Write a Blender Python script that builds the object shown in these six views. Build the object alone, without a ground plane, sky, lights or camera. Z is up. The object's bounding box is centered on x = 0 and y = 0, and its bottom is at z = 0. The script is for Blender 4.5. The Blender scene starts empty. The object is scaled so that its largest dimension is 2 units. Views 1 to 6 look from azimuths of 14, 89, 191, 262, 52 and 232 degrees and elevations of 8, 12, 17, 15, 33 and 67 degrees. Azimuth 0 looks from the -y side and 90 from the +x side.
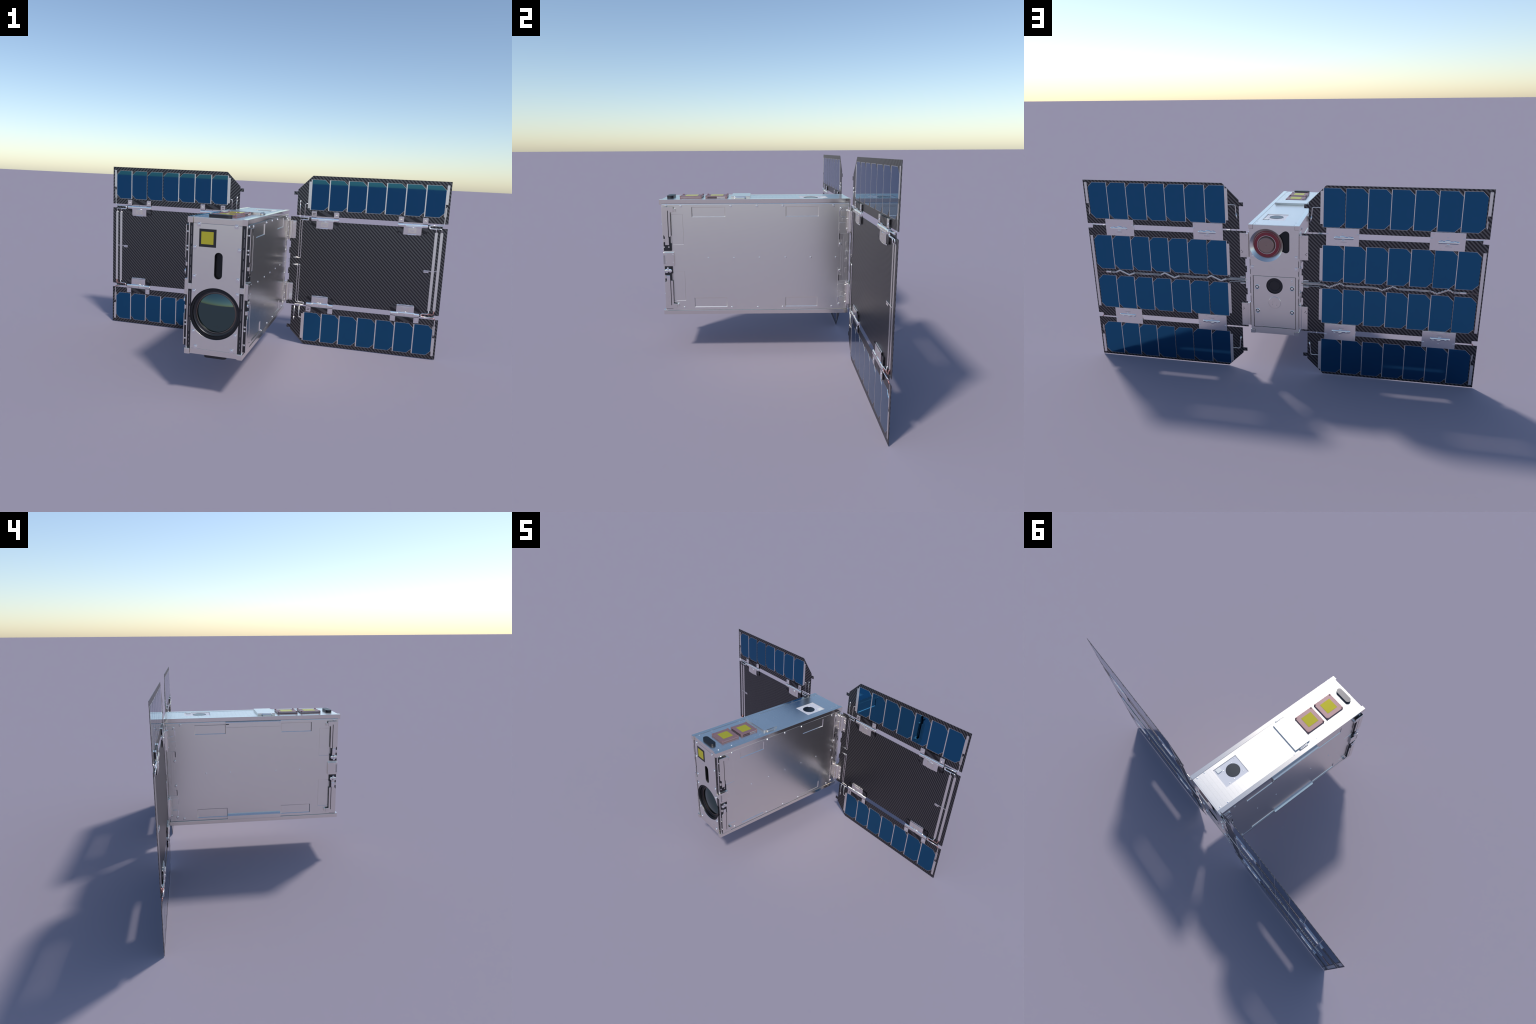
import bpy, bmesh, math
from mathutils import Vector, Matrix

ZC = 0.4953            # height of the horizontal symmetry plane
W_R, W_L = 0.4675, 0.4660   # mid-plane of right / left solar wing (y)
HALF = 0.0008          # half thickness of a wing panel

# ------------------------------------------------------------------ materials
def new_mat(name):
    m = bpy.data.materials.new(name); m.use_nodes = True
    nt = m.node_tree
    return m, nt, nt.nodes["Principled BSDF"]

def metal(name, col, rough, grain=0.0, metallic=1.0, scale=(1, 1, 1), coat=0.0):
    """Principled surface with a faint brushed / mottled grain driven by object-space noise."""
    m, nt, b = new_mat(name)
    b.inputs["Base Color"].default_value = (*col, 1)
    b.inputs["Metallic"].default_value = metallic
    b.inputs["Roughness"].default_value = rough
    b.inputs["Coat Weight"].default_value = coat
    tc = nt.nodes.new("ShaderNodeTexCoord")
    mp = nt.nodes.new("ShaderNodeMapping"); mp.inputs["Scale"].default_value = scale
    nz = nt.nodes.new("ShaderNodeTexNoise"); nz.inputs["Scale"].default_value = 25; nz.inputs["Detail"].default_value = 1
    nt.links.new(tc.outputs["Object"], mp.inputs[0]); nt.links.new(mp.outputs[0], nz.inputs["Vector"])
    mr = nt.nodes.new("ShaderNodeMapRange")
    mr.inputs["To Min"].default_value = rough - grain; mr.inputs["To Max"].default_value = rough + grain
    nt.links.new(nz.outputs[0], mr.inputs[0]); nt.links.new(mr.outputs[0], b.inputs["Roughness"])
    hv = nt.nodes.new("ShaderNodeMix"); hv.data_type = 'RGBA'
    hv.inputs["A"].default_value = (*[c * 0.994 for c in col], 1)
    hv.inputs["B"].default_value = (*[min(1, c * 1.004) for c in col], 1)
    nt.links.new(nz.outputs[0], hv.inputs["Factor"]); nt.links.new(hv.outputs["Result"], b.inputs["Base Color"])
    return m

def weave(name, period, sign, light, dark, rough):
    """Carbon twill: diagonal light and dark bands in the x-z plane, with fine tow noise."""
    m, nt, b = new_mat(name)
    N, L = nt.nodes.new, nt.links.new
    tc = N("ShaderNodeTexCoord"); sx = N("ShaderNodeSeparateXYZ"); L(tc.outputs["Object"], sx.inputs[0])
    zm = N("ShaderNodeMath"); zm.operation = 'MULTIPLY'; zm.inputs[1].default_value = sign; L(sx.outputs["Z"], zm.inputs[0])
    s = N("ShaderNodeMath"); s.operation = 'ADD'; L(sx.outputs["X"], s.inputs[0]); L(zm.outputs[0], s.inputs[1])
    k = N("ShaderNodeMath"); k.operation = 'MULTIPLY'; k.inputs[1].default_value = 2 * math.pi / period; L(s.outputs[0], k.inputs[0])
    si = N("ShaderNodeMath"); si.operation = 'SINE'; L(k.outputs[0], si.inputs[0])
    mr = N("ShaderNodeMapRange"); mr.inputs["From Min"].default_value = -1; L(si.outputs[0], mr.inputs[0])
    rp = N("ShaderNodeValToRGB")
    e = rp.color_ramp.elements
    e[0].position, e[0].color = 0.33, (*dark, 1)
    e[1].position, e[1].color = 0.72, (*light, 1)
    L(mr.outputs[0], rp.inputs[0])
    nz = N("ShaderNodeTexNoise"); nz.inputs["Scale"].default_value = 420; L(tc.outputs["Object"], nz.inputs["Vector"])
    mx = N("ShaderNodeMix"); mx.data_type = 'RGBA'; mx.blend_type = 'MULTIPLY'; mx.inputs["Factor"].default_value = 0.35
    L(rp.outputs[0], mx.inputs["A"])
    nr = N("ShaderNodeMapRange"); nr.inputs["To Min"].default_value = 0.7; nr.inputs["To Max"].default_value = 1.3
    L(nz.outputs[0], nr.inputs[0]); L(nr.outputs[0], mx.inputs["B"])
    L(mx.outputs["Result"], b.inputs["Base Color"])
    b.inputs["Metallic"].default_value = 1.0
    b.inputs["Roughness"].default_value = rough
    return m

M = {}
M["alu"]    = metal("brushed_aluminium", (0.89, 0.855, 0.80), 0.27, 0.003)
M["rail"]   = metal("anodised_rail", (0.89, 0.845, 0.77), 0.16, 0.003)
M["bright"] = metal("polished_metal", (0.93, 0.915, 0.90), 0.10, 0.004)
M["foil"]   = metal("silver_contact", (0.85, 0.81, 0.785), 0.32, 0.004)
M["plate"]  = metal("hinge_metal", (0.90, 0.875, 0.85), 0.15, 0.004)
M["latch"]  = metal("latch_metal", (0.88, 0.835, 0.775), 0.22, 0.004)
M["cell"]   = metal("solar_cell_glass", (0.026, 0.135, 0.275), 0.02, 0.005)
M["lens"]   = metal("lens_coating", (0.085, 0.130, 0.128), 0.02, 0.0)
M["gold"]   = metal("gold_foil", (0.55, 0.50, 0.055), 0.06, 0.005, metallic=0.45)
M["gold"].node_tree.nodes["Principled BSDF"].inputs["Specular IOR Level"].default_value = 0.0
M["pale"]   = metal("pale_ceramic", (0.69, 0.68, 0.71), 0.45, 0.01, metallic=0.0)
M["black"]  = metal("black_anodised", (0.060, 0.060, 0.066), 0.38, 0.02)
M["grey"]   = metal("grey_steel", (0.52, 0.50, 0.50), 0.3, 0.01)
M["void"]   = metal("dark_interior", (0.040, 0.040, 0.045), 0.5, 0.01)
M["pink"]   = metal("copper_ceramic", (0.27, 0.152, 0.160), 0.45, 0.02, metallic=0.2)
M["red"]    = metal("red_ring", (0.28, 0.06, 0.075), 0.35, 0.03, metallic=0.8)
M["brown"]  = metal("bronze_core", (0.36, 0.26, 0.235), 0.35, 0.03, metallic=0.9)
M["copper"] = metal("copper_wire", (0.46, 0.32, 0.29), 0.3, 0.01)
M["dim"]    = metal("dark_bronze", (0.15, 0.12, 0.11), 0.35, 0.01)
M["redwire"] = metal("red_wire", (0.50, 0.25, 0.23), 0.3, 0.02, metallic=0.9)
M["white"]  = metal("white_chip", (0.8, 0.8, 0.76), 0.4, 0.02, metallic=0.0)
M["smoke"]  = metal("dark_window", (0.085, 0.09, 0.095), 0.22, 0.01)
def lined(src, name, period, depth):
    """Copy of a metal with faint evenly spaced darker lines across its length (object y)."""
    m = M[src].copy(); m.name = name; nt = m.node_tree; N, L = nt.nodes.new, nt.links.new
    b = nt.nodes["Principled BSDF"]; col = b.inputs["Base Color"].links[0].from_socket
    tc = N("ShaderNodeTexCoord"); sp = N("ShaderNodeSeparateXYZ"); L(tc.outputs["Object"], sp.inputs[0])
    k = N("ShaderNodeMath"); k.operation = 'PINGPONG'; k.inputs[1].default_value = period / 2; L(sp.outputs["Y"], k.inputs[0])
    mr = N("ShaderNodeMapRange"); mr.inputs["From Max"].default_value = period * .12
    mr.inputs["To Min"].default_value = 1 - depth; L(k.outputs[0], mr.inputs[0])
    mx = N("ShaderNodeMix"); mx.data_type = 'RGBA'; mx.blend_type = 'MULTIPLY'; mx.inputs["Factor"].default_value = 1
    L(col, mx.inputs["A"]); L(mr.outputs[0], mx.inputs["B"]); L(mx.outputs["Result"], b.inputs["Base Color"])
    return m
M["alu_top"] = lined("alu", "lined_aluminium", 0.0205, 0.07)
LT, DK = (0.148, 0.146, 0.151), (0.046, 0.044, 0.049)  # both tones lightened slightly to match the bright sheen at grazing angles
M["carbon"] = weave("carbon_weave", 0.0195, 1, LT, DK, 0.36)
M["carbon_up"] = weave("carbon_weave_reversed", 0.0195, -1, LT, DK, 0.36)
M["carbon_pad"] = weave("carbon_weave_coarse", 0.075, 1.9, (0.11, 0.108, 0.114), DK, 0.36)

# ------------------------------------------------------------------ mesh helpers
class Part:
    """Collects solid pieces (boxes, prisms, tubes, lathes) into one mesh."""
    def __init__(self):
        self.bm = bmesh.new(); self.mats = []
    def slot(self, mat):
        if mat not in self.mats: self.mats.append(mat)
        return self.mats.index(mat)
    def _finish(self, geom_faces, mat, smooth=False):
        i = self.slot(mat)
        for f in geom_faces:
            f.material_index = i; f.smooth = smooth
    def box(self, x0, x1, y0, y1, z0, z1, mat, bevel=0.0):
        b = bmesh.new()
        bmesh.ops.create_cube(b, size=1)
        for v in b.verts:
            v.co = Vector((x0 + (v.co.x + .5) * (x1 - x0), y0 + (v.co.y + .5) * (y1 - y0), z0 + (v.co.z + .5) * (z1 - z0)))
        if bevel > 0:
            bmesh.ops.bevel(b, geom=b.edges[:], offset=bevel, segments=2, profile=0.6, affect='EDGES', clamp_overlap=True)
        self._take(b, mat)
        return self
    def _take(self, b, mat, smooth=None):
        b.normal_update()
        bmesh.ops.recalc_face_normals(b, faces=b.faces[:])
        me = bpy.data.meshes.new("t"); b.to_mesh(me); b.free()
        n = len(self.bm.faces)
        self.bm.from_mesh(me); bpy.data.meshes.remove(me)
        self.bm.faces.ensure_lookup_table()
        i = self.slot(mat)
        for f in self.bm.faces[n:]:
            f.material_index = i
            if smooth is not None: f.smooth = smooth
    def prism(self, pts, axis, a, b_, mat, bevel=0.0):
        """Polygon pts in the plane normal to `axis`, extruded from a to b_."""
        b = bmesh.new()
        def P(p, h):
            return {'y': (p[0], h, p[1]), 'x': (h, p[0], p[1]), 'z': (p[0], p[1], h)}[axis]
        lo = [b.verts.new(P(p, a)) for p in pts]; hi = [b.verts.new(P(p, b_)) for p in pts]
        n = len(pts)
        b.faces.new(lo); b.faces.new(hi[::-1])
        for i in range(n):
            b.faces.new((lo[i], hi[i], hi[(i + 1) % n], lo[(i + 1) % n]))
        bmesh.ops.recalc_face_normals(b, faces=b.faces[:])
        if bevel > 0:
            bmesh.ops.bevel(b, geom=b.edges[:], offset=bevel, segments=1, affect='EDGES', clamp_overlap=True)
        self._take(b, mat)
        return self
    def lathe(self, profile, origin, axis, mat, seg=48, smooth=True, cap=True):
        """profile: (radius, height) pairs revolved about `axis` through origin."""
        b = bmesh.new(); rings = []
        O = Vector(origin)
        A, U, V = {'x': ((1, 0, 0), (0, 1, 0), (0, 0, 1)), 'y': ((0, 1, 0), (1, 0, 0), (0, 0, 1)), 'z': ((0, 0, 1), (1, 0, 0), (0, 1, 0))}[axis]
        A, U, V = Vector(A), Vector(U), Vector(V)
        for r, h in profile:
            if r < 1e-6:
                rings.append([b.verts.new(O + A * h)])
            else:
                rings.append([b.verts.new(O + A * h + U * (r * math.cos(2 * math.pi * i / seg)) + V * (r * math.sin(2 * math.pi * i / seg))) for i in range(seg)])
        for p, q in zip(rings, rings[1:]):
            for i in range(seg):
                j = (i + 1) % seg
                if len(p) == 1: b.faces.new((p[0], q[i], q[j]))
                elif len(q) == 1: b.faces.new((p[i], q[0], p[j]))
                else: b.faces.new((p[i], q[i], q[j], p[j]))
        if cap:
            for r in (rings[0], rings[-1]):
                if len(r) > 1: b.faces.new(r)
        for f in b.faces: f.smooth = smooth and len(f.verts) < 5
        bmesh.ops.recalc_face_normals(b, faces=b.faces[:])
        for e in b.edges:
            if len(e.link_faces) == 2 and e.calc_face_angle(0) > math.radians(25): e.smooth = False
        self._take(b, mat)
        return self
    def tube(self, path, r, mat, seg=8, flat=1.0, turn=None):
        """Round wire along a polyline with corner rounding; `flat` squashes it in y."""
        pts = [Vector(p) for p in path]
        if turn:
            out = [pts[0]]
            for a, c, d in zip(pts, pts[1:], pts[2:]):
                t = min(turn, (c - a).length / 2, (d - c).length / 2)
                p, q = c + (a - c).normalized() * t, c + (d - c).normalized() * t
                for k in range(5):
                    s = k / 4; out.append(p * (1 - s) ** 2 + c * 2 * s * (1 - s) + q * s * s)
            pts = out + [pts[-1]]
        b = bmesh.new(); rings = []
        Y = Vector((0, 1, 0))
        for i, p in enumerate(pts):
            d = (pts[min(i + 1, len(pts) - 1)] - pts[max(i - 1, 0)]).normalized()
            ref = Y if abs(d.y) < 0.8 else Vector((1, 0, 0))
            s = d.cross(ref).normalized(); u = s.cross(d).normalized()
            rings.append([b.verts.new(p + s * (r * math.cos(2 * math.pi * k / seg)) + u * (r * flat * math.sin(2 * math.pi * k / seg))) for k in range(seg)])
        for p, q in zip(rings, rings[1:]):
            for i in range(seg):
                j = (i + 1) % seg; b.faces.new((p[i], q[i], q[j], p[j])).smooth = True
        b.faces.new(rings[0]); b.faces.new(rings[-1])
        bmesh.ops.recalc_face_normals(b, faces=b.faces[:])
        self._take(b, mat)
        return self
    def blob(self, c, rad, mat, seg=16):
        b = bmesh.new(); bmesh.ops.create_uvsphere(b, u_segments=seg, v_segments=seg // 2, radius=1)
        for v in b.verts: v.co = Vector((c[0] + v.co.x * rad[0], c[1] + v.co.y * rad[1], c[2] + v.co.z * rad[2]))
        for f in b.faces: f.smooth = True
        self._take(b, mat)
        return self
    def mesh(self, name):
        me = bpy.data.meshes.new(name); self.bm.to_mesh(me); self.bm.free()
        for m in self.mats: me.materials.append(M[m])
        return me

def rounded(x0, x1, z0, z1, r, n=6):
    """Rounded rectangle outline."""
    out = []
    for cx, cz, a0 in ((x1 - r, z1 - r, 0), (x0 + r, z1 - r, 90), (x0 + r, z0 + r, 180), (x1 - r, z0 + r, 270)):
        for k in range(n + 1):
            a = math.radians(a0 + 90 * k / n); out.append((cx + r * math.cos(a), cz + r * math.sin(a)))
    return out

def put(name, me, parent=None, stuff=False):
    o = bpy.data.objects.new(name, me); bpy.context.scene.collection.objects.link(o)
    if parent is not None: o.parent = parent
    if stuff: o["kind"] = "stuff"
    return o

def carve(o, cutters):
    """Boolean-subtract every cutter Part from the object and apply."""
    for k, c in enumerate(cutters):
        co = put("carving_tool", c.mesh("carving_tool"))
        md = o.modifiers.new("cut", 'BOOLEAN'); md.operation = 'DIFFERENCE'; md.object = co; md.solver = 'EXACT'
        dg = bpy.context.evaluated_depsgraph_get(); dg.update()
        me = bpy.data.meshes.new_from_object(o.evaluated_get(dg))
        o.modifiers.clear(); old = o.data; nm = old.name; o.data = me; bpy.data.meshes.remove(old); me.name = nm
        cm = co.data; bpy.data.objects.remove(co); bpy.data.meshes.remove(cm)
    return o

def mz(z): return 2 * ZC - z          # mirror a height
def span(a, b): return (min(a, b), max(a, b))

sat = bpy.data.objects.new("satellite", None); bpy.context.scene.collection.objects.link(sat)
sat["label"] = "silver box satellite with two wide blue solar wings"
sat["category"] = "small satellite"

# ------------------------------------------------------------------ body
RO, RI = 0.1282, 0.1052          # rail outer / inner x
ZT, ZB = 0.7893, 0.2028
YF, YB = -0.4742, 0.4676

for sx in (-1, 1):
    for top in (0, 1):
        p = Part()
        x0, x1 = span(sx * RI, sx * RO)
        z0, z1 = (0.7682, ZT) if top else (ZB, 0.2236)
        p.box(x0, x1, YF, YB, z0, z1, "rail", 0.0007)
        p.box(x0 + .0004, x1 - .0004, YF + .0002, YF + .0125, *((z0 - .0042, z0 + .001) if top else (z1 - .001, z1 + .0042)), "rail", 0.0006)
        put("rail", p.mesh("rail"), sat)

# dark structure inside the skin
core = put("inner_frame", Part().box(-.1205, .1205, -.4625, .459, .2075, .7780, "void").mesh("inner_frame"), sat)
carve(core, [Part().lathe([(.0875, .395), (.0875, .47)], (.0395, 0, .684), 'y', "void", 64),
             Part().lathe([(.1000, -.47), (.1000, -.43)], (0, 0, .386), 'y', "void", 64),
             Part().prism(rounded(-.0088, .0268, .5352, .6473, .0176), 'y', -.48, -.4450, "void")])
p = Part()
p.box(.1045, .1213, -.4632, -.455, .2285, .7615, "black").box(-.1213, -.1045, -.4632, -.455, .2285, .7615, "black")
for sx in (-1, 1):                      # thin bright dashes down each dark channel
    for z0, z1 in ((.52, .575), (.585, .62), (.63, .665), (.675, .71), (.715, .75), (.30, .36), (.37, .41), (.42, .475), (.24, .25), (.258, .268), (.276, .286)):
        x0, x1 = span(sx * .1128, sx * .1142)
        p.box(x0, x1, -.4640, -.4630, z0, z1, "grey")
put("channel_liner", p.mesh("channel_liner"), sat)

def frustum(face_x, depth, y0, y1, z0, z1, slope, sx):
    """Cutter for a shallow pocket with sloping walls in a side panel."""
    c = Part(); b = bmesh.new()
    e = 0.004
    def ring(x, g): return [b.verts.new((x, yy, zz)) for yy, zz in ((y0 - g, z0 - g), (y1 + g, z0 - g), (y1 + g, z1 + g), (y0 - g, z1 + g))]
    k = slope / depth
    r0 = ring(sx * (face_x - depth), -slope); r1 = ring(sx * (face_x + e), k * e)
    b.faces.new(r0); b.faces.new(r1[::-1])
    for i in range(4): b.faces.new((r0[i], r1[i], r1[(i + 1) % 4], r0[(i + 1) % 4]))
    c._take(b, "alu"); return c

SX = 0.1266
HOLES = []
for sx in (-1, 1):
    x0, x1 = span(sx * .1206, sx * SX)
    p = Part()
    p.box(x0, x1, -.4650, .4585, .2240, .7676, "alu", 0.0030)
    o = put("side_panel", p.mesh("side_panel"), sat)
    cut = []
    for z0, z1 in ((.7015, .7520), (.2390, .2890)):
        cut.append(frustum(SX, .0032, -.3170, -.1515, z0, z1, .0032, sx))
        cut.append(frustum(SX, .0032, .1458, .3095, z0, z1, .0032, sx))
    for z0, z1 in ((.5645, .7165), (.2752, .4280)):
        cut.append(frustum(SX, .0012, -.4195, -.3610, z0, z1, .0012, sx))
    carve(o, cut)
    HOLES.append((sx, [c for c in ((-.2401, -.1122, .0151, .1447, .2703, .3986) if sx > 0 else (-.2555, -.1225, .1262, .2552))]))

def screw_mesh(r=0.0068, h=0.0034):
    """Pan head screw with a cross recess, axis +z, base at z=0."""
    p = Part()
    p.lathe([(r, 0), (r, h * .45), (r * .86, h * .85), (r * .62, h), (r * .34, h * .93), (r * .25, h * .45), (0, h * .4)], (0, 0, 0), 'z', "bright", 18, cap=False)
    return p.mesh("screw")
SCREW = screw_mesh(); SMALL = screw_mesh(.0040, .0016); SMALL.name = "small_screw"
AIM = {'+x': (0, math.pi / 2, 0), '-x': (0, -math.pi / 2, 0), '+y': (-math.pi / 2, 0, 0), '-y': (math.pi / 2, 0, 0), '+z': (0, 0, 0), '-z': (math.pi, 0, 0)}
def screw(pos, aim, parent, me=None, scale=1.0):
    o = put("screw", me or SCREW, parent); o.location = pos; o.rotation_euler = AIM[aim]; o.scale = (scale,) * 3
    return o

for y, z in ((-.4405, .7585), (-.3689, .7556), (-.1244, .7555), (.0045, .7555), (.1316, .7556), (.3817, .7556),
             (-.3699, .2382), (-.1273, .2367), (.0053, .2365), (.1326, .2366), (.3823, .2387)):
    screw((SX - .0004, y, z), '+x', sat, None, .9)
for y, z in ((-.4405, .7585), (.3823, .7556), (.3823, .2387)):
    screw((-SX + .0004, y, z), '-x', sat)

for sx, ys in HOLES:
    for y in ys:
        screw((sx * (SX - .0003), y, .4953 if sx > 0 else .4890), '+x' if sx > 0 else '-x', sat, SMALL, 1.25)

# long guide strips on the left side
for z0, z1, lip in ((.7370, .7665, .0036), (.2250, .2550, .0088)):
    p = Part()
    p.prism([(-SX + .002, z0), (-.1402, z0), (-.1415, z0 + .0012), (-.1415, z1 - lip), (-.1415 + lip, z1), (-SX + .002, z1)], 'y', -.1465, .1465, "alu")
    put("guide_strip", p.mesh("guide_strip"), sat)
p = Part(); p.box(-.1420, -.1300, .1290, .1462, .7520, .7570, "black", .001).box(-.1420, -.1300, -.1462, -.1340, .7535, .7570, "rail", .001)
put("guide_stop", p.mesh("guide_stop"), sat)

# front panel
p = Part()
p.box(-.1045, .1045, -.4680, -.4620, .2285, .7622, "alu", .0006)
p.box(-.1045, .1045, -.4674, -.4620, .7628, .7845, "latch", .0006)
p.box(-.1045, .1045, -.4674, -.4620, .2060, .2279, "latch", .0006)
front = put("front_panel", p.mesh("front_panel"), sat)
carve(front, [Part().prism(rounded(-.0085, .0265, .5355, .6470, .0174), 'y', -.48, -.45, "void"),
              Part().lathe([(.1113, -.48), (.1113, -.45)], (0, 0, .386), 'y', "void", 64)])
p = Part()
for sx in (-1, 1):
    x0, x1 = span(sx * .1047, sx * .1230); p.box(x0, x1, -.4676, -.4620, .4840, .5082, "alu", .0006)
put("front_tab", p.mesh("front_tab"), front)
put("slot_liner", Part().prism(rounded(-.0078, .0258, .5362, .6463, .0167), 'y', -.4470, -.4440, "void").mesh("slot_liner"), front)
p = Part()
for x, z, w in ((-.028, .645, .006), (.052, .2505, .004), (.093, .2505, .003), (-.093, .262, .003)):
    p.box(x - w, x + w, -.4688, -.4681, z - .001, z + .001, "bright")
put("witness_mark", p.mesh("witness_mark"), front, True)
for x, z in ((.0800, .7583), (.0963, .6620), (.0950, .5390), (.0950, .4762), (.0920, .3025), (.0802, .2362)):
    for sx in (-1, 1):
        q = Part(); q.prism(rounded(sx * x - .0085, sx * x + .0085, z - .0085, z + .0085, .003, 3), 'y', -.4698, -.4676, "bright", .0010)
        put("screw_seat", q.mesh("screw_seat"), front)
        screw((sx * x, -.4694, z), '-y', front, None, .85)

# square sun sensor
p = Part()
p.box(-.0780, -.0040, -.4688, -.4676, .6662, .7410, "black", .0004)
sens = put("sun_sensor", p.mesh("sun_sensor"), sat)
put("gold_window", Part().box(-.0686, -.0155, -.4697, -.4686, .6778, .7297, "gold", .0003).mesh("gold_window"), sens)

# camera lens: bevelled black barrel and domed glass
p = Part()
p.lathe([(.1112, -.4500), (.1112, -.4672), (.1098, -.4665), (.1050, -.4540), (.1030, -.4525), (.0990, -.4520), (.0970, -.4500),
         (.0905, -.4485), (.0885, -.4430), (.1005, -.4430)], (0, 0, .386), 'y', "black", 30, smooth=True, cap=False)
ring = put("lens_barrel", p.mesh("lens_barrel"), sat)
p = Part(); p.lathe([(.0910, -.4460), (.0905, -.4485), (.0870, -.4495), (.0842, -.4485), (.0842, -.4440)], (0, 0, .386), 'y', "dim", 40, cap=False)
put("lens_retainer", p.mesh("lens_retainer"), ring)
p = Part(); R = .27; rr = .0850
prof = []
for k in range(13):
    r = rr * (1 - k / 12); prof.append((r if k < 12 else 0, -.4455 - (math.sqrt(R * R - r * r) - math.sqrt(R * R - rr * rr))))
p.lathe(prof, (0, 0, .386), 'y', "lens", 64, cap=False)
put("lens_glass", p.mesh("lens_glass"), ring)

# top and bottom skins
p = Part(); p.box(-.1048, .1048, -.4668, .4606, .7820, .7882, "alu_top", .0005)
top = put("top_panel", p.mesh("top_panel"), sat)
carve(top, [Part().prism([(-.0325, .2205), (.0820, .2205), (.0820, .3590), (-.0325, .3590)], 'z', .77, .80, "alu")])
p = Part(); p.box(-.1048, .1048, -.4668, .4606, .2040, .2100, "alu", .0005)
bot = put("bottom_panel", p.mesh("bottom_panel"), sat)
for x, y in ((.0990, -.4380), (.0992, -.3533), (.1012, -.1607), (.1010, -.0553), (.0976, .4440), (.0994, .3997)):
    screw((x, y, .7876), '+z', top, SMALL); screw((-x, y if y != -.0553 else -.0128, .7876), '+z', top, SMALL)
    screw((x, y, .2046), '-z', bot, SMALL); screw((-x, y, .2046), '-z', bot, SMALL)

# recessed square port with a round dark window
p = Part()
p.box(-.0322, .0817, .2208, .3587, .7800, .7850, "pale")
port = put("instrument_port", p.mesh("instrument_port"), sat)
put("round_window", Part().lathe([(.0366, .7849), (.0366, .7860), (.0355, .7864), (.0350, .7858), (0, .7858)], (.0232, .2780, 0), 'z', "smoke", 48, cap=False).mesh("round_window"), port)
put("white_chip", Part().box(.0525, .0770, .3245, .3490, .7850, .7895, "white", .0008).mesh("white_chip"), port)
for x, y in ((.060, .262), (-.010, .240), (-.018, .300), (.050, .318), (-.024, .332), (.072, .236)):
    screw((x, y, .7849), '+z', port, SMALL, .6)

# raised cover plate with a clip at each end
p = Part()
out = [(-.0925, -.1240), (.0925, -.1240), (.0925, -.1080), (.1020, -.1040), (.1020, -.0560), (.0925, -.0520), (.0925, -.0300), (-.0925, -.0300), (-.0925, -.0520), (-.1020, -.0560), (-.1020, -.1040), (-.0925, -.1080)]
p.prism([(x, y) for x, y in out if abs(x) < .1], 'z', .7882, .8000, "alu", .0008)
cov = put("cover_plate", p.mesh("cover_plate"), sat)
for sx in (-1, 1):
    x0, x1 = span(sx * .0926, sx * .1040)
    q = Part(); q.box(x0, x1, -.1030, -.0550, .7884, .7945, "latch", .0015)
    q.tube([(sx * .0980, -.1070, .7900), (sx * .0980, -.1040, .7960), (sx * .0980, -.0540, .7960), (sx * .0980, -.0510, .7900)], .0022, "bright", 8, turn=.004)
    put("cover_clip", q.mesh("cover_clip"), cov)

# two patch antennas
def antenna(yc, side_reflections):
    p = Part()
    p.box(-.0548, .0548, yc - .0548, yc + .0548, .7884, .7928, "pink", .0006)
    p.box(-.0546, .0546, yc - .0546, yc + .0546, .7930, .7948, "plate", .0003)
    if side_reflections:  # black and foil blocks modelled for dark and bright reflections on the sides
        p.box(.0500, .0552, yc - .045, yc + .002, .7905, .7945, "black", .0003).box(.0500, .0551, yc + .004, yc + .044, .7905, .7945, "foil", .0003)
        p.box(-.045, .045, yc - .0552, yc - .0500, .7900, .7940, "black", .0003)
    p.box(-.0555, .0555, yc - .0555, yc + .0555, .7950, .7984, "pink", .0008)
    o = put("patch_antenna", p.mesh("patch_antenna"), sat)
    put("gold_patch", Part().box(-.0322, .0322, yc - .0322, yc + .0322, .7982, .7990, "gold", .0002).mesh("gold_patch"), o)
    for sx in (-1, 1):
        for sy in (-1, 1):
            q = Part(); q.lathe([(.0048, .7885), (.0048, .8008), (.0034, .8018), (0, .8018)], (sx * .0502, yc + sy * .0502, 0), 'z', "pink", 12, cap=False)
            put("corner_bolt", q.mesh("corner_bolt"), o)
antenna(-.3285, False); antenna(-.2000, True)

# black stadium antennas, top and bottom
for z0, z1 in ((.7882, .8010), (.1870, .2042)):
    p = Part()
    p.prism(rounded(-.050, .050, -.4503, -.4172, .0163, 8), 'z', z0, z1, "black", .0018)
    put("rounded_antenna", p.mesh("rounded_antenna"), sat)

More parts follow.
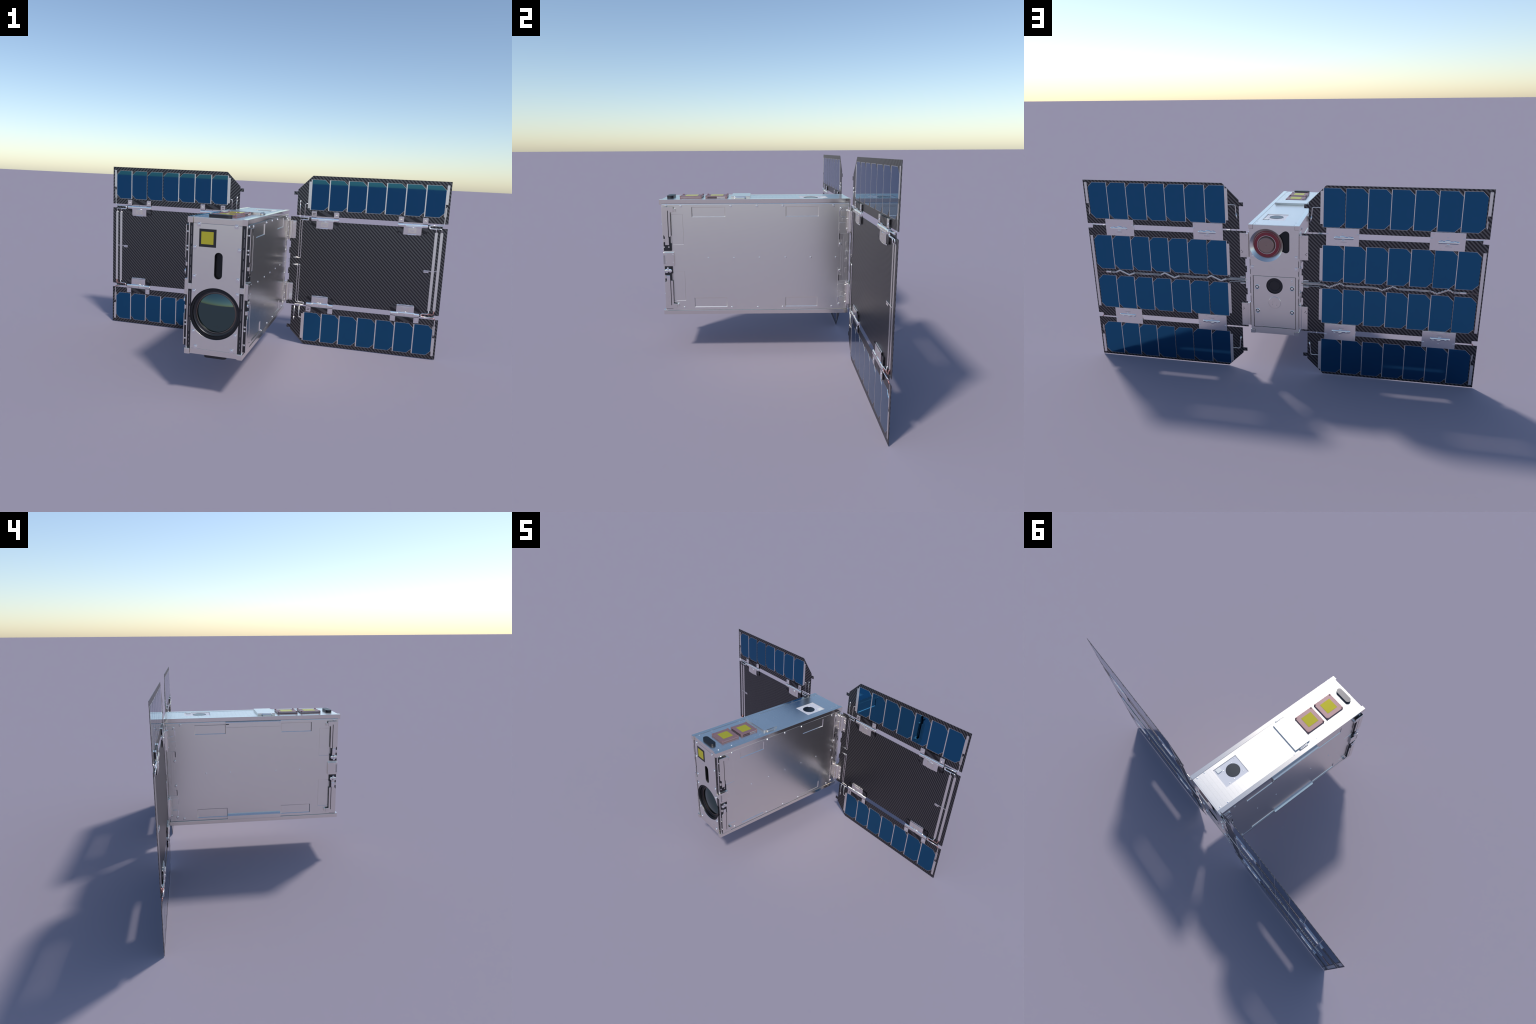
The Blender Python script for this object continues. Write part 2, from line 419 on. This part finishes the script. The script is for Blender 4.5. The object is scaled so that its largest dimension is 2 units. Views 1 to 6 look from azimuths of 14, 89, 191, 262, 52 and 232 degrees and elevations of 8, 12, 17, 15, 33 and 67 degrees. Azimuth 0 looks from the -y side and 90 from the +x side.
# ------------------------------------------------------------------ back end
p = Part()
p.prism([(-.1045, .2040), (.1045, .2040), (.1045, .2245), (.1250, .2245), (.1250, .7675), (.1045, .7675), (.1045, .7870), (-.1045, .7870), (-.1045, .7675), (-.1250, .7675), (-.1250, .2245), (-.1045, .2245)], 'y', .4600, .4662, "alu", .0005)
back = put("back_panel", p.mesh("back_panel"), sat)
carve(back, [Part().lathe([(.0852, .44), (.0852, .48)], (.0395, 0, .684), 'y', "alu", 72),
             Part().prism([(-.0265, .7400), (-.0475, .7585), (-.0520, .7605)] + [(-.0605 + .0180 * math.cos(math.radians(a)), .7425 + .0185 * math.sin(math.radians(a))) for a in range(80, -1, -10)][::1]
                          and ([(-.0265, .7390), (-.0480, .7575)] + [(-.0602 - .0182 * math.cos(math.radians(a)), .7425 + .0185 * math.sin(math.radians(a))) for a in range(130, -1, -13)]
                          + [(-.0602 - .0182 * math.cos(math.radians(a)), .6672 - .0185 * math.sin(math.radians(a))) for a in range(0, 131, 13)] + [(-.0400, .6560), (-.0300, .6700)]), 'y', .44, .48, "void"),
             Part().box(-.1110, .1110, .44, .48, .2395, .5235, "void")])
# shade plate that closes the stadium opening from inside
p = Part(); p.box(-.1082, .1082, .4570, .4652, .2412, .5212, "alu", .0006)
hatch = put("access_hatch", p.mesh("access_hatch"), sat)
carve(hatch, [Part().lathe([(.0424, .44), (.0424, .48)], (-.0010, 0, .4720), 'y', "alu", 48), Part().box(-.0650, .0632, .4615, .48, .23, .2565, "alu")])
put("round_port", Part().lathe([(.0426, .4620), (.0426, .4657), (.0412, .4659), (.0402, .4645), (.0398, .4612), (.0290, .4608), (.0280, .4598), (.0262, .4598), (.0255, .4606), (0, .4606)], (-.0010, 0, .4720), 'y', "black", 48, cap=False).mesh("round_port"), hatch)
p = Part(); p.lathe([(.0325, .4640), (.0325, .4660), (.0312, .4670), (0, .4670)], (-.0010, 0, .3815), 'y', "latch", 40, cap=False)
p.box(-.0125, -.0113, .4669, .4673, .366, .388, "foil").box(-.0128, -.0108, .4669, .4673, .3665, .369, "black").box(.0100, .0112, .4669, .4673, .368, .390, "foil").box(.0098, .0116, .4669, .4673, .3685, .371, "black")
put("round_boss", p.mesh("round_boss"), hatch)
for x, z in ((.0893, .4622), (.0893, .3306), (-.0913, .4625), (-.0910, .3315)):
    q = Part(); q.lathe([(.0128, .4648), (.0126, .4662), (.0112, .4668), (.0100, .4662), (.0098, .4650)], (x, 0, z), 'y', "bright", 24, cap=False)
    q.lathe([(.0100, .4654), (0, .4654)], (x, 0, z), 'y', "black", 24, cap=False)
    put("screw_cup", q.mesh("screw_cup"), hatch)
    screw((x, .4656, z), '+y', hatch)
for z in (.4976, .5060): screw((-.0905, .4656, z), '+y', hatch, SMALL)
p = Part()
for sx in (-1, 1):
    for z0, z1 in ((.530, .556), (.575, .610), (.425, .515), (.375, .412)):
        x0, x1 = span(sx * .1222, sx * .1247); p.box(x0, x1, .4660, .4665, z0, z1, "void")
put("edge_slot", p.mesh("edge_slot"), back, True)
for z in (.6265, .5675):
    for sx in (-1, 1):
        x = sx * .1120
        q = Part(); q.prism(rounded(x - .0085, x + .0085, z - .0085, z + .0085, .003, 3), 'y', .4660, .4680, "bright", .0009)
        put("screw_seat", q.mesh("screw_seat"), back)
        screw((x, .4676, z), '+y', back, None, .8)

# star tracker in the round opening
C = (.0395, 0, .684)
p = Part(); p.lathe([(.0853, .4655), (.0670, .4500), (.0650, .4480), (0, .4480)], C, 'y', "alu", 72, cap=False)
well = put("sensor_well", p.mesh("sensor_well"), sat)
p = Part(); p.lathe([(.0640, .4482), (.0640, .4520), (.0625, .4535), (.0480, .4535)], C, 'y', "red", 56, cap=False)
put("red_ring", p.mesh("red_ring"), well)
p = Part(); p.lathe([(.0480, .4536), (.0478, .4545), (.0462, .4545), (.0455, .4500)], C, 'y', "bright", 56, cap=False)
put("ring_lip", p.mesh("ring_lip"), well)
p = Part(); p.lathe([(.0462, .4500), (.0410, .4490), (.0400, .4505), (.0395, .4640), (.0370, .4655), (.0030, .4655), (.0022, .4668), (0, .4670)], C, 'y', "brown", 56, cap=False)
put("sensor_core", p.mesh("sensor_core"), well)

# ------------------------------------------------------------------ side latches at the front
def latch(sx):
    X = lambda a, b: span(sx * a, sx * b)
    p = Part()
    for z0, z1 in ((.5350, .7520), (.2340, .4560)):         # black standoff block
        x0, x1 = X(.1262, .1364); p.box(x0, x1, -.4590, -.4255, z0, z1, "black", .0006)
    for z0, z1 in ((.5350, .5730), (.4185, .4560)):
        x0, x1 = X(.1262, .1340); p.box(x0, x1, -.4600, -.4205, z0, z1, "black", .0010)
    root = put("side_latch", p.mesh("side_latch"), sat)
    x0, x1 = X(.1366, .1400)
    for up in (True, False):
        f = (lambda z: z) if up else mz
        # L-shaped cover plate, foot arm and catch
        q = Part()
        L_ = [(-.4600, f(.7537)), (-.4050, f(.7537)), (-.4050, f(.7290)), (-.4210, f(.7270)), (-.4210, f(.6090)), (-.4310, f(.6060)), (-.4310, f(.7360)), (-.4340, f(.7360)), (-.4340, f(.6050)), (-.4345, f(.6000)), (-.4500, f(.6000)), (-.4530, f(.6110)), (-.4600, f(.6170))]
        q.prism(L_, 'x', x0, x1, "latch", .0004)
        a, b_ = X(.1262, .1400)
        q.box(a, b_, -.4045, -.3955, *span(f(.7300), f(.7445)), "latch", .0006)
        if sx > 0 and up or sx < 0:
            q.box(*X(.1366, .1392), -.4510, -.4322, *span(f(.5655), f(.6040)), "latch", .0006)
        put("latch_cover", q.mesh("latch_cover"), root)
        q = Part(); q.box(*X(.1366, .1398), -.4285, -.4235, *span(f(.6120), f(.7265)), "latch", .0004)
        q.box(*X(.1300, .1370), -.4600, -.4520, *span(f(.5800), f(.5960)), "latch", .0006)
        put("latch_spring", q.mesh("latch_spring"), root)
        for z in (.7250, .6640, .6480):
            screw((sx * .1315, -.4598, f(z)), '-y', root, SMALL)
        if (sx > 0 and not up) or sx < 0:     # rounded pin cluster
            q = Part()
            a, b_ = (sx * .136, sx * .1425)
            for y, z, r in ((-.4500, .5570, .0098), (-.4320, .5560, .0088), (-.4420, .5450, .0060)):
                q.lathe([(r, a), (r, b_ - sx * .001), (r * .75, b_), (0, b_)], (0, y, f(z)), 'x', "bright", 18, cap=False)
            q.box(*X(.136, .1415), -.4510, -.4340, *span(f(.5800), f(.6030)), "bright", .0015)
            put("latch_pin", q.mesh("latch_pin"), root)
        else:
            for y in (-.4573, -.4340):
                q = Part(); q.lathe([(.0036, sx * .1360), (.0036, sx * .1372), (0, sx * .1372)], (0, y, .5548), 'x', "foil", 16, cap=False)
                put("latch_pin", q.mesh("latch_pin"), root)
    if sx > 0:
        for y, z in ((-.4541, .4337), (-.4305, .4362)):
            q = Part(); q.lathe([(.0042, .1360), (.0042, .1372), (0, .1372)], (0, y, z), 'x', "foil", 16, cap=False)
            put("latch_pin", q.mesh("latch_pin"), root)
    q = Part()
    q.box(*X(.1262, .1385), -.4640, -.4105, .4575, .5268, "latch", .0015)
    q.box(*X(.1383, .1389), -.4630, -.4545, .4690, .5140, "grey", .0003)
    put("latch_bridge", q.mesh("latch_bridge"), root)
    for y, z in ((-.4145, .517), (-.4495, .478), (-.4150, .476), (-.4480, .518)):
        screw((sx * .1383, y, z), '+x' if sx > 0 else '-x', root, SMALL, .75)
latch(1); latch(-1)

# ------------------------------------------------------------------ solar wings
def wing(sx, yc):
    yf, yb = yc - HALF, yc + HALF
    FX = lambda pts: [(sx * x, z) for x, z in pts]
    X = lambda a, b: span(sx * a, sx * b)
    # --- carbon panels
    top_out = [(1.0, .9906), (.2545, .9906), (.1725, .9092), (.1725, .8978), (.1505, .8978), (.1505, .8787), (.1725, .8787), (.1725, .7622), (1.0, .7622)]
    mid_up = [(1.0, .7375), (.9730, .7385), (.9730, .7535), (.8970, .7540), (.8970, .7352), (.4155, .7345), (.4155, .7352), (.2590, .7352), (.2590, .7540), (.1400, .7540),
              (.1400, .6105), (.1475, .6105), (.1475, .5725), (.1400, .5725), (.1400, .5385), (.1475, .5385)]
    mid = mid_up + [(x, mz(z)) for x, z in mid_up[::-1]]
    panels = []
    for name, out in (("up", top_out), ("mid", mid), ("low", [(x, mz(z)) for x, z in top_out])):
        p = Part()
        mat = "carbon"
        p.prism(FX(out), 'y', yf, yb, mat)
        rev = p.slot("carbon_up")           # weave runs the other way on the rear, and in front of the left outer panels
        p.bm.normal_update()
        for f in p.bm.faces:
            if f.normal.y > .5 or (sx < 0 and name != "mid" and f.normal.y < -.5): f.material_index = rev
        panels.append(put("wing_panel", p.mesh("wing_panel"), sat))
    up, md, lo = panels

    # --- solar cells on thin metal backing
    def row(parent, x0, pitch, w, z0, z1, ch_t, ch_b, y, out, open_gaps=()):
        """Seven cells from inboard to outboard; the two outboard corners are clipped. out = outward y sign"""
        def outline(g):
            return [(x0 - g[0], z0 - g[1]), (x0 + w - ch_b, z0 - g[1]), (x0 + w + g[0] * .45, z0 + ch_b - g[0] * .3), (x0 + w + g[0] * .45, z1 - ch_t + g[0] * .3), (x0 + w - ch_t, z1 + g[1]), (x0 - g[0], z1 + g[1])]
        ya, yb_ = span(y, y + out * .0003); c0, c1 = span(y + out * .00025, y + out * .0006)
        cm = Part().prism(FX(outline((0, 0))), 'y', c0, c1, "cell").mesh("solar_cell")
        gap = pitch - w - .0003
        def backing(gap):
            return Part().prism(FX([(x0 - gap, z0 - .0010), (x0 + w - ch_b + .0004, z0 - .0010), (x0 + w, z0 + ch_b - .0016), (x0 + w, z1 - ch_t + .0016), (x0 + w - ch_t + .0004, z1 + .0010), (x0 - gap, z1 + .0010)]), 'y', ya, yb_, "foil").mesh("cell_backing")
        full, slim = backing(gap), backing(.0009)
        for k in range(7):
            o = put("solar_cell", cm, parent); o.location = (sx * pitch * k, 0, 0)
            o = put("cell_backing", slim if k in open_gaps else full, parent); o.location = (sx * pitch * k, 0, 0)
    PF, WF = .10417, .0980
    row(up, .2515, PF, WF, .7975, .9682, .0245, .0235, yf, -1, () if sx > 0 else (4, 5))
    row(lo, .2515, PF, WF, mz(.9682), mz(.7975), .0235, .0245, yf, -1)
    PB, WB = .1048, .1012
    row(up, .2440, PB, WB, .7905, .9785, .0240, .0250, yb, 1, () if sx > 0 else (1,))
    row(lo, .2440, PB, WB, mz(.9785), mz(.7905), .0250, .0240, yb, 1, (2, 3) if sx > 0 else ())
    row(md, .2440, PB, WB, .5145, .6995, .0225, .0250, yb, 1, (1,) if sx > 0 else (5,))
    row(md, .2440, PB, WB, mz(.6995), mz(.5145), .0250, .0225, yb, 1, (1,) if sx > 0 else (6,))

    # --- bus bars
    F0, F1 = yf - .0007, yf
    B0, B1 = yb, yb + .0007
    for par, f in ((up, lambda z: z), (lo, mz)):
        for x0, x1, z0, z1, y0, y1 in ((.2336, .2480, .8056, .9564, F0, F1), (.2480, .2500, .7985, .9680, F0 + .0003, F1),
                                       (.9772, .9900, .8675, .9713, F0, F1), (.9738, .9775, .8000, .9450, F0 + .0003, F1), (.9790, .9835, .7625, .8500, F0, F1), (.9840, .9868, .8000, .8550, F0, F1),
                                       (.2285, .2440, .8050, .9650, B0, B1), (.2440, .2460, .7915, .9700, B0, B1 - .0003),
                                       (.9790, .9930, .8690, .9780, B0, B1), (.9782, .9800, .8150, .8690, B0, B1), (.9815, .9850, .8100, .8450, B0, B1)):
            q = Part(); q.box(*X(x0, x1), y0, y1, *span(f(z0), f(z1)), "foil", .0003)
            put("bus_bar", q.mesh("bus_bar"), par)
        # lead wires on the inboard end, front and back
        q = Part()
        q.tube([(sx * .1897, yf - .0012, f(.8480)), (sx * .1908, yf - .0012, f(.7600))], .0021, "foil", flat=.6)
        q.tube([(sx * .1897, yf - .0012, f(.8480)), (sx * .1899, yf - .0012, f(.8300))], .0034, "foil", flat=.5)
        q.tube([(sx * .2330, yf - .0012, f(.8315)), (sx * .2188, yf - .0012, f(.8290)), (sx * .2188, yf - .0012, f(.7600))], .0023, "foil", flat=.6, turn=.010)
        put("lead_wire", q.mesh("lead_wire"), par)
        q = Part()
        q.tube([(sx * .2285, yb + .0012, f(.8849)), (sx * .1900, yb + .0012, f(.8849)), (sx * .1880, yb + .0012, f(.8480)), (sx * .1825, yb + .0012, f(.8140))], .0022, "foil", flat=.6, turn=.008)
        q.tube([(sx * .1872, yb + .0012, f(.8420)), (sx * .1825, yb + .0012, f(.8140))], .0036, "foil", flat=.5)
        put("lead_wire", q.mesh("lead_wire"), par)
    for x0, x1, z0, z1 in ((.2287, .2440, .5180, .6855), (.2287, .2440, mz(.6855), mz(.5180)), (.9795, .9940, .2935, .6970)):
        q = Part(); q.box(*X(x0, x1), B0, B1, z0, z1, "foil", .0003); put("bus_bar", q.mesh("bus_bar"), md)
    # flat ribbon strips, clip and thin leads on the front of the middle panel
    for x in (.9442, .9724):
        q = Part(); q.prism([(sx * (x - .0074), .2790), (sx * (x - .002), .2735), (sx * (x + .002), .2735), (sx * (x + .0074), .2790), (sx * (x + .0074), .7115), (sx * (x + .002), .7170), (sx * (x - .002), .7170), (sx * (x - .0074), .7115)], 'y', F0, F1, "foil", .0003)
        put("ribbon_strip", q.mesh("ribbon_strip"), md)
    q = Part(); q.box(*X(.8955, .9230), yf - .0040, yf, .4895, .4960, "plate", .001).box(*X(.8955, .9230), yf - .0040, yf, .4972, .5032, "plate", .001)
    q.box(*X(.9230, .9690), yf - .0026, yf - .0012, .4980, .5020, "plate", .0003); put("cable_clip", q.mesh("cable_clip"), md)
    for f in (lambda z: z, mz):
        q = Part(); yw = yf - .0014
        q.tube([(sx * .1655, yw, f(.5170)), (sx * .1965, yw, f(.5195)), (sx * .1950, yw, f(.7290)), (sx * .1990, yw - .002, f(.7400)), (sx * .2420, yw - .003, f(.7395)), (sx * .2420, yw - .003, f(.7505)), (sx * .1905, yw - .002, f(.7515)), (sx * .1905, yw, f(.7640))], .0020, "plate", flat=.7, turn=.006)
        q.tube([(sx * .1655, yw, f(.5145)), (sx * .2085, yw, f(.5140)), (sx * .2070, yw, f(.7270)), (sx * .2120, yw - .002, f(.7375)), (sx * .2450, yw - .005, f(.7370)), (sx * .2450, yw - .005, f(.7535)), (sx * .2180, yw - .002, f(.7535)), (sx * .2180, yw, f(.7640))], .0020, "plate", flat=.7, turn=.006)
        put("harness_wire", q.mesh("harness_wire"), md)
        q = Part()
        q.tube([(sx * .9442, yw, f(.7150)), (sx * .9430, yw - .002, f(.7325)), (sx * .9050, yw - .004, f(.7330)), (sx * .9030, yw - .004, f(.7510)), (sx * .9720, yw - .003, f(.7505))], .0027, "bright", turn=.007)
        q.tube([(sx * .9724, yw, f(.7150)), (sx * .9690, yw - .002, f(.7345)), (sx * .9090, yw - .003, f(.7350)), (sx * .9075, yw - .003, f(.7480)), (sx * .9780, yw - .002, f(.7560)), (sx * .9812, yw, f(.7640))], .0024, "bright" if f is not mz else "redwire", turn=.007)
        put("harness_wire", q.mesh("harness_wire"), md)

    # --- back harness: paired wires and three braided bends
    yw = yb + .0018
    q = Part()
    bends = ((.865, .761), (.609, .507), (.353, .251))
    straight = [(.896, .865), (.761, .609), (.507, .353), (.251, .140)]
    for a, b_ in straight:
        q.tube([(sx * a, yw, .5003), (sx * b_, yw, .5003)], .0018, "foil"); q.tube([(sx * a, yw, .4943), (sx * b_, yw, .4943)], .0018, "foil")
        if sx < 0: q.tube([(sx * a, yw - .0004, .4973), (sx * b_, yw - .0004, .4973)], .0018, "copper")
    q.tube([(sx * .979, yw - .0004, .4968), (sx * .92, yw - .0004, .4968)], .0013, "copper")
    q.box(*X(.8952, .9240), yb, yb + .0042, .4925, .5020, "plate", .0012)
    for z in (.5053, .4853):
        f = (lambda t: t) if z > ZC else mz
        q.tube([(sx * .138, yw, z), (sx * .2270, yw, z), (sx * .2345, yw, f(.5120)), (sx * .2350, yw, f(.5200))], .0012, "foil", turn=.006)
        q.box(*X(.1490, .1760), yb, yb + .0030, z + (.0035 if z > ZC else -.0095), z + (.0095 if z > ZC else -.0035), "plate", .001)
    put("back_harness", q.mesh("back_harness"), md)
    q = Part()
    for a, b_ in bends:
        key = [(a, .4975), (a - .0217, .5085), (a - .0745, .4855), (b_, .4975)]
        path = []
        for (xa, za), (xb, zb) in zip(key, key[1:]):
            n = max(3, int(math.hypot(xb - xa, zb - za) / .0022))
            for i in range(n): path.append((xa + (xb - xa) * i / n, za + (zb - za) * i / n))
        path.append(key[-1])
        for ph, mat in ((0, "foil"), (2.1, "foil"), (4.2, "copper" if sx < 0 else "foil")):      # three strands plaited round the bend
            pts = []
            for i, (x, z) in enumerate(path):
                t = i * .95 + ph
                pts.append((sx * (x + .0012 * math.sin(2 * t)), yw + .0012 * math.sin(2 * t), z + .0050 * math.cos(t)))
            q.tube(pts, .0019, mat, 6)
    put("braided_bend", q.mesh("braided_bend"), md)

    # --- folding hinges between panels
    for xa, xb in ((.2587, .4155), (.7395, .8965)):
        for f in (lambda z: z, mz):
            xm = (xa + xb) / 2
            q = Part()
            q.box(*X(xa, xb), yf - .0050, yf, *span(f(.7025), f(.7350)), "carbon_pad", .0003)
            q.box(*X(xa, xb), yf - .0050, yf, *span(f(.7622), f(.7890)), "carbon_pad", .0003)
            h = put("panel_hinge", q.mesh("panel_hinge"), sat)
            q = Part(); ys = yf - .0064
            q.box(*X(xm - .0475, xm + .0475), ys, yf - .0049, *span(f(.6985), f(.7375)), "plate", .0012)
            q.box(*X(xm - .0480, xm + .0460), yf - .0040, yf, *span(f(.6925), f(.6990)), "plate", .0018)
            q.box(*X(xm - .0240, xm + .0200), yf - .0052, yf, *span(f(.6915), f(.6965)), "bright", .0016)
            q.box(*X(xm - .0220, xm + .0200), ys - .0012, ys + .0002, *span(f(.7045), f(.7310)), "latch", .0010)
            q.box(*X(xm - .0120, xm + .0100), ys - .0016, ys - .0010, *span(f(.7110), f(.7200)), "plate", .0005)
            q.tube([(sx * (xm - .018), ys - .0010, f(.7330)), (sx * (xm + .014), ys - .0010, f(.7330))], .0022, "bright")
            put("hinge_leaf", q.mesh("hinge_leaf"), h)
            q = Part()
            for a in (xa + .0003, xb - .0290):
                q.box(*X(a, a + .0287), ys, yf - .0049, *span(f(.7550), f(.7865)), "plate", .0006)
                q.box(*X(a, a + .0280), yf - .0060, yf, *span(f(.7865), f(.7905)), "plate", .0006)
            q.box(*X(xa + .0003, xm - .003), ys, yf - .0049, *span(f(.7535), f(.7585)), "plate", .0005)
            q.box(*X(xm + .001, xb - .0003), ys, yf - .0049, *span(f(.7535), f(.7585)), "plate", .0005)
            put("hinge_foot", q.mesh("hinge_foot"), h)
            for k, a in enumerate((xa + .0146, xb - .0146)):
                q = Part()
                if k == 0 and xa < .5:
                    for z in (.7770, .7680): q.box(*X(a - .008, a + .008), ys - .0006, ys + .0002, *span(f(z), f(z + .0030)), "black", .0003)
                else:
                    q.lathe([(.0062, ys + .0004), (.0062, ys - .0010), (.0035, ys - .0012), (.0028, ys - .0003), (0, ys - .0003)], (sx * a, 0, f(.7710)), 'y', "bright", 18, cap=False)
                put("hinge_rivet", q.mesh("hinge_rivet"), h)
            q = Part(); rz = f(.7452)
            for a, b_, r in ((xa, xa + .036, .0112), (xa + .0363, xm - .003, .0106), (xm - .0027, xb - .036, .0112), (xb - .0357, xb - .0004, .0106)):
                s, e = (sx * a, sx * b_)
                q.lathe([(r * .8, s), (r, s + sx * .0012), (r, e - sx * .0012), (r * .8, e)], (0, yf - .0035, rz), 'x', "bright", 20)
            for v in q.bm.verts: v.co.y = yf - .0035 + (v.co.y - yf + .0035) * .58      # the rolled knuckles are flattened
            q.lathe([(.0042, sx * (xa - .0010)), (.0042, sx * (xb + .0012))], (0, yf - .0035, rz), 'x', "bright", 14)
            put("hinge_barrel", q.mesh("hinge_barrel"), h)
            # embossed plate on the rear face
            q = Part(); yo = .4706
            q.box(*X(xa, xb), yb, yo, *span(f(.7015), f(.7882)), "plate", .0006)
            # a long rolled bead with three lobes along its far edge, pressed into the plate
            def bead(a, b_, z, r, up):
                q.lathe([(r * .25, sx * (xm + a - .004)), (r * .72, sx * (xm + a - .001)), (r, sx * (xm + a + .004)), (r, sx * (xm + b_ - .004)), (r * .72, sx * (xm + b_ + .001)), (r * .25, sx * (xm + b_ + .004))], (0, yo - r + up, f(z)), 'x', "bright", 28)
            bead(-.040, .052, .7400, .0088, .0034)
            for dx, dz, rx, rz_ in ((-.0275, .7462, .0078, .0042), (.0005, .7462, .0140, .0066), (.0325, .7450, .0082, .0044)):
                q.blob((sx * (xm + dx), yo - .0008, f(dz)), (rx, .0044, rz_), "bright", 24)
            q.blob((sx * (xm + .0035), yo - .0004, f(.7300)), (.0080, .0032, .0036), "bright", 16)
            q.blob((sx * xm, yo - .0004, f(.7640)), (.0040, .0015, .0016), "bright", 12)
            q.box(*X(xm - .010, xm + .0215), yo - .0002, yo + .0004, *span(f(.7060), f(.7385)), "plate", .0003)
            q.box(*X(xm - .010, xm + .0205), yo, yo + .0011, *span(f(.7200), f(.7218)), "grey", .0003)
            for dx, dz in ((-.064, .7785), (.066, .7775), (-.028, .7085), (.033, .7085)):
                q.lathe([(.0042, yo - .0002), (.0040, yo + .0004), (0, yo + .0004)], (sx * (xm + dx), 0, f(dz)), 'y', "latch", 14, cap=False)
            for a in (xa + .006, xb - .006):
                q.blob((sx * a, yo - .0006, f(.7605)), (.0080, .0018, .0020), "bright", 12)
            put("hinge_cap", q.mesh("hinge_cap"), h)

    # --- hinge to the body
    for f in (lambda z: z, mz):
        q = Part()
        # leaf in front of the wing with rounded knuckle
        q.box(*X(.1480, .1742), yf - .0034, yf, *span(f(.6275), f(.7305)), "plate", .0012)
        for z0, z1 in ((.7140, .7260), (.6960, .7080), (.6650, .6920), (.6330, .6450)):
            q.box(*X(.1575, .1735), yf - .0044, yf - .0030, *span(f(z0), f(z1)), "plate", .0006)
        q.lathe([(.0080, f(.6270)), (.0102, f(.6290)), (.0102, f(.7300)), (.0080, f(.7320))], (sx * .1435, yf - .0050, 0), 'z', "latch", 28)
        # rear leaf
        q.box(*X(.1400, .1722), yb, yb + .0028, *span(f(.6187), f(.7450)), "latch", .0006)
        q.box(*X(.1285, .1398), yb - .004, yb + .0018, *span(f(.6187), f(.7420)), "latch", .0006)
        for x, z in ((.160, .705), (.1585, .650), (.166, .655), (.162, .644)):
            q.lathe([(.0020, yb + .0025), (.0020, yb + .0033), (0, yb + .0033)], (sx * x, 0, f(z)), 'y', "black" if z < .7 else "bright", 10, cap=False)
        h = put("wing_hinge", q.mesh("wing_hinge"), sat)
        # bracket on the body side
        q = Part(); o_ = .1310
        q.prism([(.4090, f(.7515)), (.4580, f(.7515)), (.4580, f(.6180)), (.4165, f(.6180)), (.4165, f(.5480)), (.4090, f(.5480))], 'x', *X(.1262, .1282), "alu", .0006)
        q.box(*X(.1280, .1302), .4095, .4150, *span(f(.7010), f(.7280)), "bright", .0008)
        q.box(*X(.1280, .1296), .4180, .4460, *span(f(.7010), f(.7330)), "alu", .0008)
        q.box(*X(.1280, .1306), .4200, .4400, *span(f(.6965), f(.7000)), "bright", .0012)
        q.box(*X(.1280, .1299), .4240, .4400, *span(f(.6760), f(.6930)), "alu", .0008)
        q.box(*X(.1280, .1288), .4310, .4335, *span(f(.6760), f(.6900)), "black")
        q.box(*X(.1280, .1296), .4110, .4440, *span(f(.6300), f(.6700)), "alu", .0010)
        q.box(*X(.1280, .1298), .4092, .4118, *span(f(.6390), f(.6660)), "foil", .0005)
        q.box(*X(.1280, .1292), .4160, .4300, *span(f(.5860), f(.6150)), "latch", .0004)
        q.box(*X(.1292, .1302), .4130, .4160, *span(f(.5860), f(.6160)), "black", .0002)
        for z, k in ((.7290, 1.), (.6890, .7), (.6400, .8)):
            q.blob((sx * .1300, .4490, f(z)), (.0030 * k, .0042 * k, .0048 * k), "plate", 14)
        q.lathe([(.0040, f(.6180)), (.0040, f(.7480))], (sx * .1300, .4560, 0), 'z', "plate", 14)
        put("body_bracket", q.mesh("body_bracket"), h)
        for y, z in ((.4184, .7399), (.4189, .5628)):
            screw((sx * .1280, y, f(z)), '+x' if sx > 0 else '-x', h)
    # strip between the two brackets, and rear edge guard
    q = Part()
    q.box(*X(.1262, .1276), .4230, .4580, .3760, .6150, "alu", .0004)
    q.box(*X(.1274, .1282), .4330, .4420, .3900, .6000, "alu", .0003)
    for z0, z1 in ((.555, .575), (.505, .530), (.470, .490), (.415, .440)):
        q.box(*X(.1274, .1292), .4440, .4560, z0, z1, "alu", .0008)
    put("side_strip", q.mesh("side_strip"), sat)

wing(1, W_R); wing(-1, W_L)

# round off: shade smooth by angle on lathed parts was set while building
bpy.context.view_layer.update()
